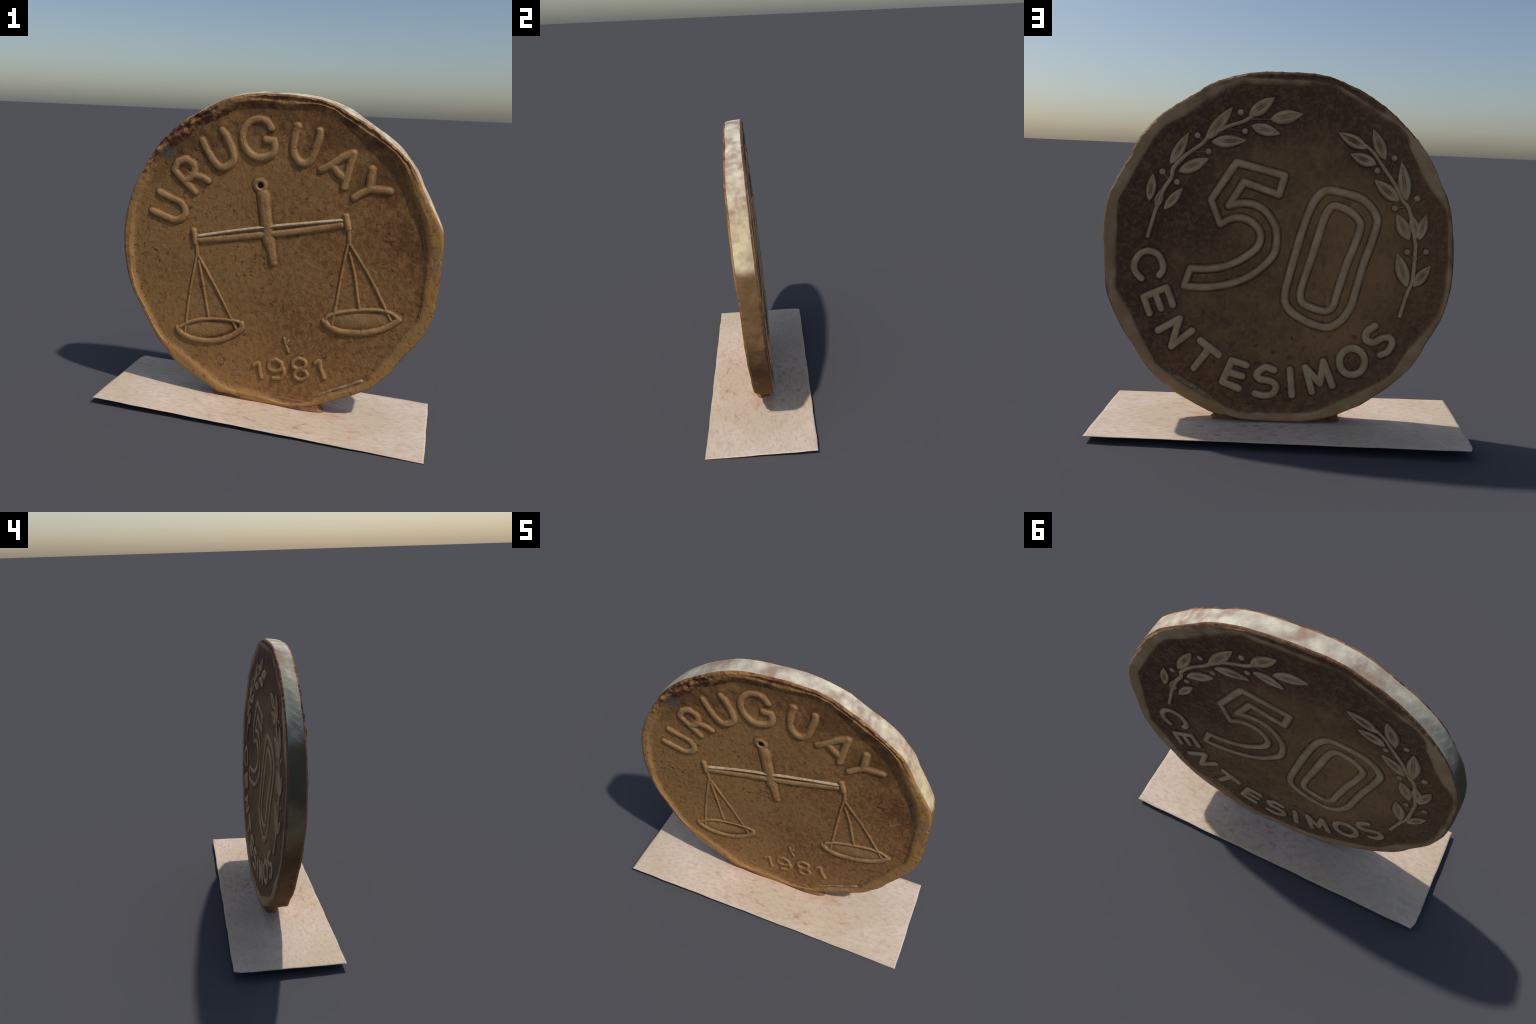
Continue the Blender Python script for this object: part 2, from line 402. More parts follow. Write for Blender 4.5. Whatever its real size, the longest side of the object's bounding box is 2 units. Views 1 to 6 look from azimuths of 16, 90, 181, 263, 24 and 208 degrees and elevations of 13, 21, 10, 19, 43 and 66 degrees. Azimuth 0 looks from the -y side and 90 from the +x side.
# ------------------------------------------------------------------ drawing of the two faces, in (u, v)
OBVERSE_LETTERS = {
    'U': [
        [(-0.662, 0.372), (-0.604, 0.349), (-0.539, 0.322), (-0.508, 0.291), (-0.505, 0.252), (-0.533, 0.220), (-0.578, 0.211), (-0.641, 0.231), (-0.714, 0.256)],
    ],
    'R': [
        [(-0.567, 0.509), (-0.507, 0.450), (-0.440, 0.389)],
        [(-0.567, 0.509), (-0.543, 0.555), (-0.499, 0.573), (-0.459, 0.560), (-0.443, 0.527), (-0.450, 0.488), (-0.480, 0.461), (-0.507, 0.450)],
        [(-0.456, 0.488), (-0.400, 0.478), (-0.361, 0.460)],
    ],
    'UU': [
        [(-0.393, 0.690), (-0.367, 0.637), (-0.324, 0.574), (-0.285, 0.542), (-0.237, 0.555), (-0.208, 0.597), (-0.219, 0.651), (-0.251, 0.716), (-0.277, 0.751)],
    ],
    'G': [
        [(0.007, 0.776), (-0.022, 0.813), (-0.071, 0.822), (-0.120, 0.802), (-0.154, 0.751), (-0.156, 0.697), (-0.129, 0.644), (-0.085, 0.613), (-0.041, 0.610), (0.009, 0.628), (0.029, 0.665), (0.025, 0.709)],
        [(0.025, 0.709), (-0.022, 0.710)],
    ],
    'UUU': [
        [(0.153, 0.792), (0.137, 0.724), (0.137, 0.653), (0.164, 0.607), (0.204, 0.594), (0.238, 0.624), (0.259, 0.684), (0.274, 0.737), (0.277, 0.775)],
    ],
    'A': [
        [(0.295, 0.565), (0.347, 0.595), (0.404, 0.637), (0.463, 0.663)],
        [(0.463, 0.663), (0.448, 0.590), (0.426, 0.479)],
        [(0.353, 0.593), (0.385, 0.556), (0.435, 0.518)],
    ],
    'Y': [
        [(0.485, 0.425), (0.522, 0.453), (0.561, 0.475)],
        [(0.561, 0.475), (0.619, 0.477), (0.674, 0.473)],
        [(0.561, 0.475), (0.566, 0.527), (0.570, 0.583)],
    ],
}
OBVERSE_DIGITS = [
    [
        [(-0.059, -0.662), (-0.030, -0.644), (-0.020, -0.687), (-0.008, -0.740)],
    ],
    [
        [(0.075, -0.604), (0.038, -0.630), (0.039, -0.670), (0.074, -0.683), (0.111, -0.663), (0.116, -0.622), (0.075, -0.604)],
        [(0.115, -0.629), (0.131, -0.678), (0.113, -0.723), (0.065, -0.731)],
    ],
    [
        [(0.218, -0.574), (0.185, -0.604), (0.191, -0.636), (0.228, -0.644), (0.260, -0.621), (0.257, -0.586), (0.218, -0.574)],
        [(0.228, -0.644), (0.199, -0.674), (0.204, -0.703), (0.238, -0.714), (0.275, -0.687), (0.265, -0.657), (0.228, -0.644)],
    ],
    [
        [(0.321, -0.591), (0.345, -0.574), (0.356, -0.621), (0.379, -0.680)],
    ],
]
MINT_MARK = [
        [(0.124, -0.457), (0.135, -0.494)],
        [(0.151, -0.471), (0.135, -0.498)],
        [(0.139, -0.504), (0.156, -0.544)],
    ]
BEAM_TOP = [(-0.417, 0.125), (-0.232, 0.168), (-0.049, 0.207), (0.088, 0.234), (0.262, 0.265), (0.428, 0.294)]
BEAM_LOW = [(-0.417, 0.101), (-0.231, 0.129), (-0.041, 0.166), (0.077, 0.187), (0.233, 0.220), (0.421, 0.268)]
CHAINS = [
        [(-0.431, 0.002), (-0.478, -0.246), (-0.510, -0.502)],
        [(-0.417, -0.031), (-0.386, -0.200), (-0.354, -0.387)],
        [(-0.424, 0.009), (-0.310, -0.184), (-0.176, -0.438)],
        [(0.467, 0.157), (0.444, -0.005), (0.424, -0.191), (0.405, -0.338)],
        [(0.480, 0.107), (0.518, -0.016), (0.542, -0.143), (0.560, -0.227)],
        [(0.482, 0.158), (0.563, 0.040), (0.638, -0.080), (0.737, -0.260)],
    ]
PANS = [
    ([(-0.559, -0.487), (-0.493, -0.441), (-0.422, -0.411), (-0.344, -0.394), (-0.239, -0.386), (-0.173, -0.388), (-0.142, -0.398)],
     [(-0.559, -0.487), (-0.537, -0.511), (-0.480, -0.536), (-0.408, -0.545), (-0.343, -0.542), (-0.273, -0.523), (-0.196, -0.482), (-0.145, -0.434), (-0.141, -0.398)]),
    ([(0.359, -0.317), (0.385, -0.280), (0.453, -0.249), (0.551, -0.225), (0.660, -0.209), (0.734, -0.218), (0.781, -0.251)],
     [(0.359, -0.317), (0.389, -0.345), (0.460, -0.368), (0.560, -0.363), (0.640, -0.344), (0.717, -0.308), (0.782, -0.254)]),
]
FIVE = [(0.283, 0.489), (0.027, 0.429), (0.053, 0.328), (0.240, 0.387), (0.317, 0.259), (0.260, 0.274), (0.193, 0.274), (0.131, 0.246), (0.085, 0.193), (0.058, 0.130), (0.063, 0.025), (0.112, -0.046), (0.190, -0.111), (0.281, -0.152), (0.372, -0.175), (0.465, -0.183), (0.542, -0.179), (0.511, -0.084), (0.406, -0.080), (0.314, -0.060), (0.225, -0.014), (0.156, 0.049), (0.143, 0.117), (0.182, 0.171), (0.245, 0.198), (0.306, 0.190), (0.359, 0.158), (0.412, 0.286)]
ZERO_OUTER = [(-0.174, 0.350), (-0.216, 0.363), (-0.290, 0.352), (-0.376, 0.329), (-0.433, 0.289), (-0.470, 0.236), (-0.473, 0.187), (-0.448, 0.088), (-0.411, -0.030), (-0.379, -0.168), (-0.358, -0.250), (-0.319, -0.320), (-0.265, -0.364), (-0.216, -0.372), (-0.141, -0.353), (-0.058, -0.310), (-0.009, -0.259), (-0.001, -0.203), (-0.013, -0.128), (-0.049, 0.029), (-0.072, 0.121), (-0.101, 0.220), (-0.134, 0.300)]
ZERO_INNER = [(-0.227, 0.275), (-0.269, 0.279), (-0.331, 0.254), (-0.380, 0.207), (-0.385, 0.165), (-0.367, 0.097), (-0.322, -0.034), (-0.281, -0.184), (-0.260, -0.260), (-0.218, -0.284), (-0.155, -0.271), (-0.102, -0.248), (-0.086, -0.218), (-0.088, -0.162), (-0.134, 0.001), (-0.164, 0.113), (-0.193, 0.218)]
REVERSE_LETTERS = {
    'C': [
        [(0.771, -0.149), (0.804, -0.113), (0.809, -0.064), (0.780, -0.016), (0.734, 0.001), (0.685, -0.018), (0.659, -0.064), (0.658, -0.101), (0.675, -0.127)],
    ],
    'E': [
        [(0.756, -0.249), (0.698, -0.221), (0.634, -0.192)],
        [(0.756, -0.249), (0.723, -0.337)],
        [(0.695, -0.222), (0.662, -0.307)],
        [(0.634, -0.192), (0.599, -0.285)],
    ],
    'N': [
        [(0.674, -0.427), (0.560, -0.359)],
        [(0.560, -0.359), (0.601, -0.513)],
        [(0.601, -0.513), (0.492, -0.422)],
    ],
    'T': [
        [(0.443, -0.475), (0.343, -0.548)],
        [(0.392, -0.511), (0.475, -0.627)],
    ],
    'EE': [
        [(0.270, -0.577), (0.294, -0.639), (0.319, -0.697)],
        [(0.270, -0.577), (0.191, -0.599)],
        [(0.294, -0.639), (0.212, -0.661)],
        [(0.319, -0.697), (0.230, -0.729)],
    ],
    'S': [
        [(0.039, -0.620), (0.089, -0.608), (0.130, -0.642), (0.115, -0.673), (0.061, -0.681), (0.026, -0.709), (0.041, -0.750), (0.088, -0.764), (0.138, -0.754)],
    ],
    'I': [
        [(-0.047, -0.614), (-0.063, -0.756)],
    ],
    'M': [
        [(-0.171, -0.732), (-0.130, -0.598)],
        [(-0.130, -0.598), (-0.213, -0.684)],
        [(-0.213, -0.684), (-0.225, -0.560)],
        [(-0.225, -0.560), (-0.281, -0.694)],
    ],
    'O': [
        [(-0.450, -0.552), (-0.446, -0.580), (-0.432, -0.605), (-0.411, -0.621), (-0.385, -0.628), (-0.358, -0.624), (-0.335, -0.609), (-0.319, -0.586), (-0.313, -0.558), (-0.316, -0.530), (-0.330, -0.506), (-0.351, -0.489), (-0.377, -0.482), (-0.404, -0.486), (-0.427, -0.501), (-0.443, -0.524)],
    ],
    'SS': [
        [(-0.494, -0.354), (-0.453, -0.390), (-0.452, -0.431), (-0.493, -0.445), (-0.535, -0.420), (-0.576, -0.415), (-0.592, -0.444), (-0.571, -0.490), (-0.532, -0.512)],
    ],
}
# each sprig: stem, leaves (base, tip, width), berries, twigs
SPRIGS = [
    ([(0.742, 0.079), (0.714, 0.184), (0.697, 0.240), (0.663, 0.332), (0.625, 0.394), (0.612, 0.449), (0.547, 0.518), (0.470, 0.575), (0.429, 0.619), (0.341, 0.670), (0.252, 0.703), (0.205, 0.735)],
     [((0.738, 0.269), (0.720, 0.408), 0.042), ((0.700, 0.234), (0.674, 0.329), 0.038), ((0.657, 0.227), (0.565, 0.340), 0.040), ((0.629, 0.466), (0.540, 0.628), 0.048), ((0.582, 0.427), (0.432, 0.501), 0.052), ((0.446, 0.599), (0.316, 0.769), 0.050), ((0.416, 0.589), (0.238, 0.604), 0.052), ((0.224, 0.732), (0.099, 0.830), 0.056), ((0.113, 0.718), (-0.052, 0.751), 0.056), ((0.210, 0.680), (0.061, 0.645), 0.050)],
     [(0.672, 0.423), (0.493, 0.619), (0.271, 0.748), (0.433, 0.539), (0.594, 0.372), (0.245, 0.652)],
     [
        [(0.520, 0.532), (0.433, 0.539)],
        [(0.331, 0.660), (0.245, 0.652)],
        [(0.227, 0.717), (0.113, 0.718)],
        [(0.640, 0.382), (0.672, 0.423)],
        [(0.453, 0.580), (0.493, 0.619)],
    ]),
    ([(-0.624, -0.295), (-0.657, -0.168), (-0.678, -0.111), (-0.685, -0.030), (-0.687, 0.081), (-0.682, 0.110), (-0.657, 0.225), (-0.634, 0.291), (-0.602, 0.327), (-0.560, 0.403), (-0.494, 0.491), (-0.442, 0.561), (-0.391, 0.606)],
     [((-0.397, 0.591), (-0.248, 0.664), 0.056), ((-0.450, 0.510), (-0.315, 0.556), 0.054), ((-0.497, 0.536), (-0.428, 0.688), 0.052), ((-0.583, 0.322), (-0.451, 0.425), 0.058), ((-0.623, 0.328), (-0.587, 0.524), 0.056), ((-0.648, 0.119), (-0.578, 0.251), 0.056), ((-0.696, 0.129), (-0.652, 0.250), 0.046), ((-0.701, 0.121), (-0.733, 0.253), 0.046), ((-0.653, -0.132), (-0.591, 0.043), 0.056), ((-0.688, -0.130), (-0.769, -0.019), 0.050)],
     [(-0.460, 0.478), (-0.547, 0.546), (-0.679, 0.339), (-0.565, 0.283), (-0.644, 0.053), (-0.744, 0.058)],
     [
        [(-0.493, 0.467), (-0.460, 0.478)],
        [(-0.532, 0.497), (-0.547, 0.546)],
        [(-0.646, 0.288), (-0.679, 0.339)],
        [(-0.609, 0.291), (-0.565, 0.283)],
        [(-0.675, 0.018), (-0.644, 0.053)],
        [(-0.691, 0.010), (-0.744, 0.058)],
    ]),
]


# ------------------------------------------------------------------ object helpers
def link(name, mesh, parent=None, material=None, frame=None):
    ob = bpy.data.objects.new(name, mesh)
    bpy.context.scene.collection.objects.link(ob)
    if material:
        mesh.materials.append(material)
    if parent:
        ob.parent = parent
    if frame is not None:
        ob.matrix_world = frame
    return ob


def mesh_from(name, verts, faces, smooth=True):
    me = bpy.data.meshes.new(name)
    me.from_pydata([tuple(map(float, p)) for p in verts], [], [tuple(map(int, f)) for f in faces])
    me.update()
    if smooth:
        me.polygons.foreach_set("use_smooth", [True] * len(me.polygons))
    return me


# ------------------------------------------------------------------ the blank: fields, rims and edge
N_ANG = 1080


def rim_rings(face, deg):
    """Rings (radius, height) from the inner edge of one rim to its outer corner."""
    smooth_out = around(OUT_OBV if face > 0 else OUT_REV, deg)
    rin = around(IN_OBV if face > 0 else IN_REV, deg)
    rout = around(OUT_OBV if face > 0 else OUT_REV, deg)
    rin = rin + 0.0015 * wobble(deg, 31 + face, 5, 9)
    rout = rout + 0.0014 * wobble(deg, 41 + face, 5, 23) + (0.0010 + 0.0022 * band(deg, 20, 150, 20)) * wobble(deg, 51 + face, 3, 70)
    top = RIM + 0.0025 * wobble(deg, 61 + face, 4, 5)
    if face > 0:
        top = top - 0.004 * band(deg, 60, 140, 14) + 0.006 * band(deg, 12, 58, 14)
        chip = band(deg, 112, 152, 8)
        top = top - chip * 0.003
        rin = rin + chip * 0.008 * wobble(deg, 102, 4, 14)
        groove = 0.9 * band(deg, 38, 98, 7) + 0.5 * band(deg, 110, 134, 6)
        slot = band(deg, 296, 312, 3)
    else:
        top = top - 0.003 * band(deg, 60, 130, 14) - 0.004 * band(deg, 155, 190, 14)
        groove = 0.8 * band(deg, 78, 124, 5)
        slot = 0.8 * band(deg, 293, 307, 3)
    wid = rout - rin
    uv = lambda r: (CEN[0] + r * np.cos(np.radians(deg)), CEN[1] + r * np.sin(np.radians(deg)))
    base = lambda r: field_height(*uv(r), face)
    rows = []
    for r_off, h in ((-0.016, 0.0), (-0.006, 0.12), (0.002, 0.42), (0.010, 0.78), (0.018, 0.97)):
        r = rin + r_off
        rows.append((r, base(r) * (1 - h) + top * h - 0.010 * slot * (1 - abs(h - 0.42)) * (h > 0.1)))
    for s in (0.34, 0.44, 0.54, 0.64, 0.74, 0.84):
        r = rin + wid * s
        dip = np.exp(-((s - 0.62) / 0.16) ** 2)
        pock = 0.0
        if face > 0:
            pu, pv = uv(r)
            pock = chip * (0.0060 * swell(6 * pu, 6 * pv, 33) + 0.0038 * swell(13 * pu, 13 * pv, 34))
        rows.append((r, top + pock + 0.0016 * math.sin(math.pi * s) - 0.009 * groove * dip + 0.0012 * wobble(deg, 70 + int(s * 50) + face, 4, 12)))
    rows.append((rout - 0.009, top - 0.0005))
    rows.append((rout - 0.003, top - 0.0030))
    rows.append((0.5 * (rout + smooth_out), top - 0.0080))
    rows.append((smooth_out, top - 0.0130))
    return rows


def build_blank(parent, mats):
    deg = np.arange(N_ANG) * 360.0 / N_ANG
    cs, sn = np.cos(np.radians(deg)), np.sin(np.radians(deg))
    rings, tags = [], []                       # each ring: (u, v, w) arrays
    def add(r, w, tag):
        rings.append(np.stack([CEN[0] + r * cs, CEN[1] + r * sn, w], 1))
        tags.append(tag)
    for face in (1, -1):
        rr = rim_rings(face, deg)
        r0 = rr[0][0]
        seq = []
        for k in range(1, 44):
            r = r0 * k / 44
            seq.append((r, face * field_height(CEN[0] + r * cs, CEN[1] + r * sn, face), "field"))
        seq += [(r, face * w, "rim") for r, w in rr]
        if face > 0:
            for s in seq:
                add(s[0], s[1], "obverse_" + s[2])
            top = rr[-1]
        else:
            low = rr[-1]
            n_edge = 13
            for k in range(1, n_edge):
                t = k / n_edge
                r = top[0] * (1 - t) + low[0] * t
                r = r + (0.0030 * wobble(deg + 9 * t, 83, 4, 5) + 0.0016 * wobble(deg - 11 * t, 90, 3, 14) + 0.0012 * wobble(deg + 5 * t, 95, 3, 55) + 0.003) * math.sin(math.pi * t)
                add(r, top[1] * (1 - t) - low[1] * t, "edge")
            for s in reversed(seq):
                add(s[0], s[1], "reverse_" + s[2])
    verts = bent(np.vstack(rings))
    n = len(rings)
    idx = np.arange(n * N_ANG).reshape(n, N_ANG)
    c_obv, c_rev = n * N_ANG, n * N_ANG + 1
    verts = np.vstack([verts, bent([[*CEN, float(field_height(*CEN, 1))], [*CEN, -float(field_height(*CEN, -1))]])])
    groups = {k: [] for k in ("obverse_field", "obverse_rim", "edge", "reverse_rim", "reverse_field")}
    nxt = np.roll(np.arange(N_ANG), -1)
    for i in range(n - 1):
        a, b = tags[i], tags[i + 1]
        tag = "edge" if "edge" in (a, b) else ("obverse_field" if a == "obverse_field" and b != a else "reverse_field" if b == "reverse_field" else a if a == b else a)
        q = np.stack([idx[i], idx[i + 1], idx[i + 1][nxt], idx[i][nxt]], 1)
        groups[tag].append(q)
    fan_o = [(c_obv, idx[0][j], idx[0][(j + 1) % N_ANG]) for j in range(N_ANG)]
    fan_r = [(c_rev, idx[n - 1][(j + 1) % N_ANG], idx[n - 1][j]) for j in range(N_ANG)]
    faces = [tuple(f) for g in groups.values() for q in g for f in q] + fan_o + fan_r
    whole = mesh_from("whole", verts, faces)
    nrm = np.empty(len(verts) * 3, np.float32)
    whole.vertex_normals.foreach_get("vector", nrm)
    nrm = nrm.reshape(-1, 3)
    bpy.data.meshes.remove(whole)
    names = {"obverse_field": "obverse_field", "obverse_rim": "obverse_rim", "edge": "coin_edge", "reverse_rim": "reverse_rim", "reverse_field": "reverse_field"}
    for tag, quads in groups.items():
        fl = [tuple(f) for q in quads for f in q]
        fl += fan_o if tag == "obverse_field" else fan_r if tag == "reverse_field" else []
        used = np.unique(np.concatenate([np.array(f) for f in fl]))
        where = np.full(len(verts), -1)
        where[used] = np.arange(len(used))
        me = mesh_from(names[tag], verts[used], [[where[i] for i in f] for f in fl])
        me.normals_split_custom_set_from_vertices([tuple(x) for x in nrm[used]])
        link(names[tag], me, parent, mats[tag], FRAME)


# ------------------------------------------------------------------ struck relief
def spline(pts, closed=False, n=10):
    """Catmull-Rom curve through the points."""
    p = np.asarray(pts, float)
    m = len(p)
    if m == 2:
        return p
    get = (lambda i: p[i % m]) if closed else (lambda i: p[min(max(i, 0), m - 1)])
    out = []
    for i in range(m if closed else m - 1):
        a, b, c, d = get(i - 1), get(i), get(i + 1), get(i + 2)
        for k in range(n):
            t = k / n
            out.append(b + 0.5 * t * (c - a + t * (2 * a - 5 * b + 4 * c - d + t * (3 * (b - c) + d - a))))
    out.append(p[0] if closed else p[-1])
    return np.array(out)


def stroke_profile(G, path, w0, w1):
    """Distance to a path in half-widths, for grid points G (n, 2)."""
    best = np.full(len(G), 9.0)
    seg = np.diff(path, axis=0)
    L = np.hypot(seg[:, 0], seg[:, 1])
    run = np.concatenate([[0], np.cumsum(L)])
    for a, s, l, r in zip(path[:-1], seg, L, run):
        if l < 1e-6:
            continue
        t = np.clip(((G - a) @ s) / (l * l), 0, 1)
        d = np.hypot(*(G - a - t[:, None] * s).T)
        half = 0.5 * (w0 + (w1 - w0) * (r + t * l) / run[-1])
        best = np.minimum(best, d / half)
    return best


def bell(t):
    """Worn cross-section of a struck stroke: flat crown, soft shoulders, sunk skirt."""
    h = 1 - np.clip((t - 0.12) / 1.08, 0, 1) ** 1.35
    h = h * h * (3 - 2 * h)
    return np.where(t < 1.2, h, -(t - 1.2) / 0.35 * 0.35)


def leaf_shape(G, base, tip, width, hollow):
    """Leaf with a raised margin and a hollow blade; returns height 0..1, below 0 outside."""
    base, tip = np.asarray(base), np.asarray(tip)
    ax = tip - base
    L = np.hypot(*ax)
    ax = ax / L
    x = ((G - base) @ ax) / L
    y = (G - base) @ np.array((-ax[1], ax[0]))
    xc = np.clip(x, 0, 1)
    hw = 0.5 * width * np.sin(math.pi * xc ** 0.85) ** 0.85 + 0.003
    over = np.maximum(0, np.maximum(-x, x - 1)) * L
    t = np.hypot(y, over) / hw
    crown = bell(np.where(t < 1, t * 0.98, t))
    dent = hollow * np.exp(-(t / 0.42) ** 2) * np.sin(math.pi * xc) ** 0.5
    rib = 0.35 * hollow * np.exp(-(y / 0.0035) ** 2) * (xc > 0.05) * (xc < 0.8)
    return np.where(t < 1.2, crown * (1 - dent) + rib * crown, -(t - 1.2) / 0.35 * 0.35)


def relief(name, face, shape, box, height, mat, parent, step=0.0035):
    """Turn a height function on the face into a raised piece of metal seated in the field."""
    (u0, v0), (u1, v1) = box
    us, vs = np.arange(u0, u1 + step, step), np.arange(v0, v1 + step, step)
    U, V = np.meshgrid(us, vs)
    G = np.stack([U.ravel(), V.ravel()], 1)
    h = shape(G)
    # small unevenness of the strike
    bump = 0.90 + 0.14 * swell(2.1 * G[:, 0], 2.1 * G[:, 1], 21 + face) + 0.07 * swell(5 * G[:, 0], 5 * G[:, 1], 25 + face)
    W = field_height(G[:, 0], G[:, 1], face) + np.where(h > 0, height * h * bump, np.maximum(h, -0.35) * 0.012)
    keep = (h > -0.34)
    ny, nx = U.shape
    K = keep.reshape(ny, nx)
    cell = K[:-1, :-1] | K[1:, :-1] | K[:-1, 1:] | K[1:, 1:]
    I = np.arange(ny * nx).reshape(ny, nx)
    jj, ii = np.nonzero(cell)
    quad = np.stack([I[jj, ii], I[jj, ii + 1], I[jj + 1, ii + 1], I[jj + 1, ii]], 1)
    if face < 0:
        quad = quad[:, ::-1]
    used = np.unique(quad)
    where = np.full(len(G), -1)
    where[used] = np.arange(len(used))
    me = mesh_from(name, bent(np.column_stack([G, face * W]))[used], where[quad])
    return link(name, me, parent, mat, FRAME)


def around_box(pts, pad):
    p = np.vstack([np.asarray(x, float) for x in pts])
    return (p.min(0) - pad, p.max(0) + pad)


def strokes(name, face, paths, width, height, mat, parent, smooth=True, closed=False, taper=None, step=0.0035):
    curves = [spline(p, closed) if smooth else np.asarray(p + [p[0]] if closed else p, float) for p in paths]
    w1 = taper or width
    f = lambda G: bell(np.min([stroke_profile(G, c, width, w1) for c in curves], axis=0))
    return relief(name, face, f, around_box(curves, max(width, w1) * 0.9 + 0.008), height, mat, parent, step)


def dot(name, face, at, radius, height, mat, parent, core=0.0):
    c = np.asarray(at, float)
    def f(G):
        d = np.hypot(*(G - c).T)
        h = bell(d / radius)
        if core:
            h = h - 1.25 * np.exp(-(d / core) ** 4) * (d < radius)
            h = np.where(d < radius, np.maximum(h, -0.25), h)
        return h
    return relief(name, face, f, (c - radius * 1.6, c + radius * 1.6), height, mat, parent, 0.003)


def build_obverse(parent, mat, pale_mat, core):
    H = 0.0115
    for key, paths in OBVERSE_LETTERS.items():
        strokes("letter", 1, paths, 0.047, H, mat, parent, smooth=key not in ("A", "Y"))
    for paths in OBVERSE_DIGITS:
        strokes("date_digit", 1, paths, 0.029, 0.0110, mat, parent, step=0.0028)
    strokes("mint_mark", 1, MINT_MARK, 0.020, 0.0085, mat, parent, smooth=False, step=0.0025)
    # balance: post, beam, hanging hooks, chains and pans
    post = strokes("balance_scale", 1, [[(-0.027, 0.404), (-0.005, 0.236)], [(0.000, 0.226), (0.012, 0.130)]], 0.078, 0.012, mat, parent, smooth=False)
    strokes("pointer", 1, [[(0.018, 0.135), (0.042, 0.008)]], 0.072, 0.011, mat, post, taper=0.048)
    dot("pivot_ring", 1, (-0.046, 0.456), 0.046, 0.013, mat, post, core=0.021)
    dot("pivot_dark_dot", 1, (-0.048, 0.452), 0.017, 0.0030, core, post)  # added dark dot standing in for the ring's opening
    strokes("beam", 1, [BEAM_LOW], 0.044, 0.011, mat, post)
    strokes("beam_ridge", 1, [BEAM_TOP], 0.017, 0.0115, pale_mat, post, step=0.0028)
    for p in ([(-0.448, 0.154), (-0.438, 0.082)], [(0.447, 0.318), (0.464, 0.249)]):
        strokes("beam_end", 1, [p], 0.040, 0.012, mat, post)
    for p in ([(-0.431, 0.070), (-0.426, -0.005)], [(0.470, 0.235), (0.475, 0.160)]):
        strokes("hook", 1, [p], 0.026, 0.007, mat, post, step=0.0028)
    for p in CHAINS:
        strokes("chain", 1, [p], 0.0195, 0.0072, mat, post, step=0.0026)
    for back, front in PANS:
        bowl(back, front, mat, post)
        strokes("pan", 1, [front], 0.040, 0.0115, mat, post)
        strokes("pan_rim", 1, [back], 0.023, 0.0090, mat, post, step=0.0026)


def build_burrs(parent, pale_mat):
    """Thin pale lips along the inner edges of the rims."""
    strokes("rim_lip", 1, [[(0.317, -0.817), (0.413, -0.765), (0.508, -0.716), (0.595, -0.670)]], 0.012, 0.0045, pale_mat, parent, taper=0.020, step=0.0024)
    strokes("rim_lip", -1, [[(0.580, -0.675), (0.491, -0.729), (0.383, -0.795)]], 0.016, 0.0040, pale_mat, parent, taper=0.022, step=0.0024)


def bowl(back, front, mat, parent):
    """Shallow solid dish of a pan, between its far rim and its near band."""
    ring = np.vstack([spline(back), spline(front)[::-1]])
    mid, size = (ring.min(0) + ring.max(0)) / 2, (ring.max(0) - ring.min(0)) / 2
    ax = np.array(back[-1]) - np.array(back[0])
    ax = ax / np.hypot(*ax)
    def f(G):
        d = G - mid
        x, y = d @ ax, d @ np.array((-ax[1], ax[0]))
        return bell(np.hypot(x / (size[0] * 0.99), y / (size[1] * 0.72)) * 1.05)
    relief("pan_bowl", 1, f, (mid - size * 1.3, mid + size * 1.3), 0.0065, mat, parent)


def build_reverse(parent, mat):
    H = 0.0095
    bowl_out, bowl_in = spline(FIVE[4:17]), spline(FIVE[17:27])
    five = FIVE[:4] + [tuple(p) for p in bowl_out] + [tuple(p) for p in bowl_in] + [FIVE[27]]
    strokes("numeral_five", -1, [five], 0.048, H, mat, parent, smooth=False, closed=True)
    strokes("numeral_zero", -1, [ZERO_OUTER], 0.048, H, mat, parent, closed=True)
    strokes("numeral_zero_centre", -1, [ZERO_INNER], 0.046, H, mat, parent, closed=True)
    for key, paths in REVERSE_LETTERS.items():
        strokes("letter", -1, paths, 0.046, 0.0125, mat, parent, smooth=key in ("C", "S", "O", "SS"), closed=key == "O")
    for stem, leaves, berries, twigs in SPRIGS:
        branch = strokes("laurel_sprig", -1, [stem], 0.028, 0.0120, mat, parent, taper=0.022, step=0.003)
        for k, (base, tip, width) in enumerate(leaves):
            width *= 1.22
            pad = width * 0.9 + 0.012
            relief("leaf", -1, lambda G: leaf_shape(G, base, tip, width, 0.82), around_box([[base], [tip]], pad), 0.0150 + 0.0006 * (k % 3), mat, branch, 0.0026)
        for at in berries:
            dot("berry", -1, at, 0.020, 0.0100, mat, branch)
        for t in twigs:
            strokes("twig", -1, [t], 0.015, 0.0048, mat, branch, step=0.0028)


# ------------------------------------------------------------------ card and contact
CORNERS = {(-1, -1): (-0.9984, -0.3542, 0.0433), (-1, 1): (-0.9990, 0.3535, 0.0585), (1, 1): (0.9963, 0.3526, 0.0329), (1, -1): (0.9983, -0.3512, 0.0022)}


def card_point(s, t):
    """Point of the upper face of the card, s and t from 0 to 1 along its length and width."""
    q = [np.array(CORNERS[k]) for k in ((-1, -1), (1, -1), (1, 1), (-1, 1))]
    p = q[0] * (1 - s) * (1 - t) + q[1] * s * (1 - t) + q[2] * s * t + q[3] * (1 - s) * t
    return p


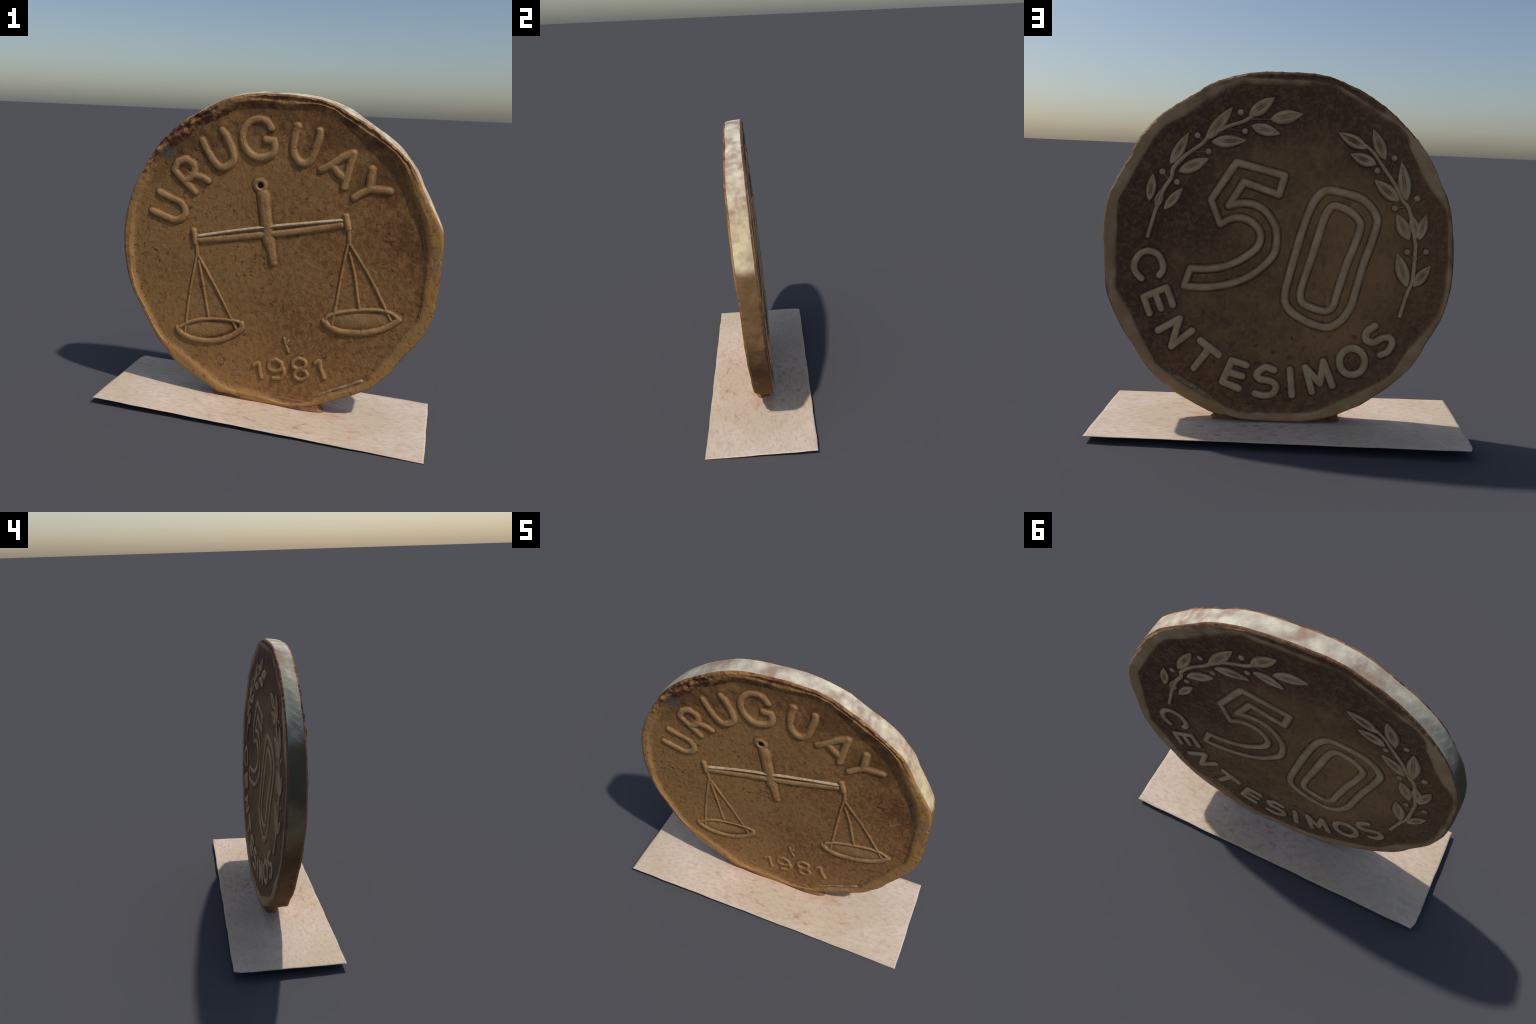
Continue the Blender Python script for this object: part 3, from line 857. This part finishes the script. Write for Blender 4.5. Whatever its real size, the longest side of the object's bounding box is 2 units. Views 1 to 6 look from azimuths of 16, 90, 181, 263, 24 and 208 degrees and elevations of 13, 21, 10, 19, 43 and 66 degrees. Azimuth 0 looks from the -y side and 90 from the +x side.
def card_height(x, y):
    s, t = (x + 0.9985) / 1.997, (y + 0.3535) / 0.707
    z = card_point(s, t)[2]
    edge = max(0.0, min(1.0, 8 * min(s, 1 - s, t, 1 - t)))
    z -= 0.0060 * max(0.0, min(1.0, (x - 0.1) / 0.4)) * max(0.0, min(1.0, (y + 0.05) / 0.2)) * edge
    z += edge * 0.0012 * math.sin(9 * x + 2) * math.sin(11 * y + 1)
    # the card is drawn up a little where the coin is stuck to it
    d = math.hypot(max(0, abs(x - 0.015) - 0.34), max(0, abs(y - 0.012) - 0.045))
    return z + 0.004 * math.exp(-(d / 0.030) ** 2)


def build_card(parent, mat):
    nx, ny, thick = 160, 56, 0.002
    verts = []
    for side in (0, 1):
        for j in range(ny + 1):
            for i in range(nx + 1):
                s, t = i / nx, j / ny
                p = card_point(s, t)
                # worn cut edges wander by a millimetre or two
                p[1] += 0.0012 * (1 - 2 * t) * abs(1 - 2 * t) ** 6 * (math.sin(31 * s + t) + 0.6 * math.sin(67 * s + 2 + 3 * t))
                p[0] += 0.0012 * (1 - 2 * s) * abs(1 - 2 * s) ** 12 * (math.sin(13 * t + 1) + 0.5 * math.sin(29 * t))
                # one corner is clipped
                cut = (p[0] + 0.9990) + (0.3535 - p[1]) * 0.40
                if cut < 0.018:
                    k = 0.018 - cut
                    p[0] += k * 0.8
                    p[1] -= k * 0.5
                p[2] = card_height(p[0], p[1]) - thick * side
                verts.append(p)
    n = (nx + 1) * (ny + 1)
    I = lambda i, j: j * (nx + 1) + i
    faces = []
    for j in range(ny):
        for i in range(nx):
            a = (I(i, j), I(i + 1, j), I(i + 1, j + 1), I(i, j + 1))
            faces.append(a)
            faces.append(tuple(n + k for k in reversed(a)))
    loop = [I(i, 0) for i in range(nx)] + [I(nx, j) for j in range(ny)] + [I(i, ny) for i in range(nx, 0, -1)] + [I(0, j) for j in range(ny, 0, -1)]
    for a, b in zip(loop, loop[1:] + loop[:1]):
        faces.append((a, n + a, n + b, b))
    me = mesh_from("card_strip", verts, faces)
    me.polygons.foreach_set("use_smooth", [abs(f.normal.z) > 0.7 for f in me.polygons])
    return link("card_strip", me, parent, mat)


def build_foot(parent, mat):
    """Scan web, built as a lump that fills the wedge between the coin's lowest side and the card."""
    n, rows = 160, 9
    verts = []
    for k in range(rows):
        f = k / (rows - 1)
        for j in range(n):
            a = 2 * math.pi * j / n
            c, s = math.cos(a), math.sin(a)
            sup = (abs(c) ** 5 + abs(s) ** 5) ** (-1 / 5)
            flare = 0.009 * max(0, f - 0.55) ** 2 / 0.2 + 0.003 * math.sin(7 * a + 3 * f)
            x = 0.020 + (0.342 + flare * (1 + max(0, c))) * c * sup
            y = 0.013 + (0.042 + 0.010 * max(0, c) ** 3 + flare) * s * sup
            z0 = card_height(x, y) - 0.0012
            verts.append((x, y, z0 + 0.060 * (1 - f)))
    faces = [(k * n + j, (k + 1) * n + j, (k + 1) * n + (j + 1) % n, k * n + (j + 1) % n) for k in range(rows - 1) for j in range(n)]
    faces.append(tuple(range(n)))
    faces.append(tuple((rows - 1) * n + j for j in reversed(range(n))))
    me = mesh_from("contact_scan_web", verts, faces)
    return link("contact_scan_web", me, parent, mat)


def main():
    root = bpy.data.objects.new("coin_on_card", None)
    bpy.context.scene.collection.objects.link(root)
    root["label"] = "worn twelve-sided bronze coin standing upright on a cream card strip"
    root["category"] = "coin"
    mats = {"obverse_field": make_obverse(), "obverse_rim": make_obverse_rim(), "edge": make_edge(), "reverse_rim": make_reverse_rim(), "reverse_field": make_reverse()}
    build_blank(root, mats)
    build_obverse(root, make_obverse_relief(), make_ridge_highlight(), make_dark_dot())
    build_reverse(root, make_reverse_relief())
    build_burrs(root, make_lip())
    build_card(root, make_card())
    build_foot(root, make_foot())


main()
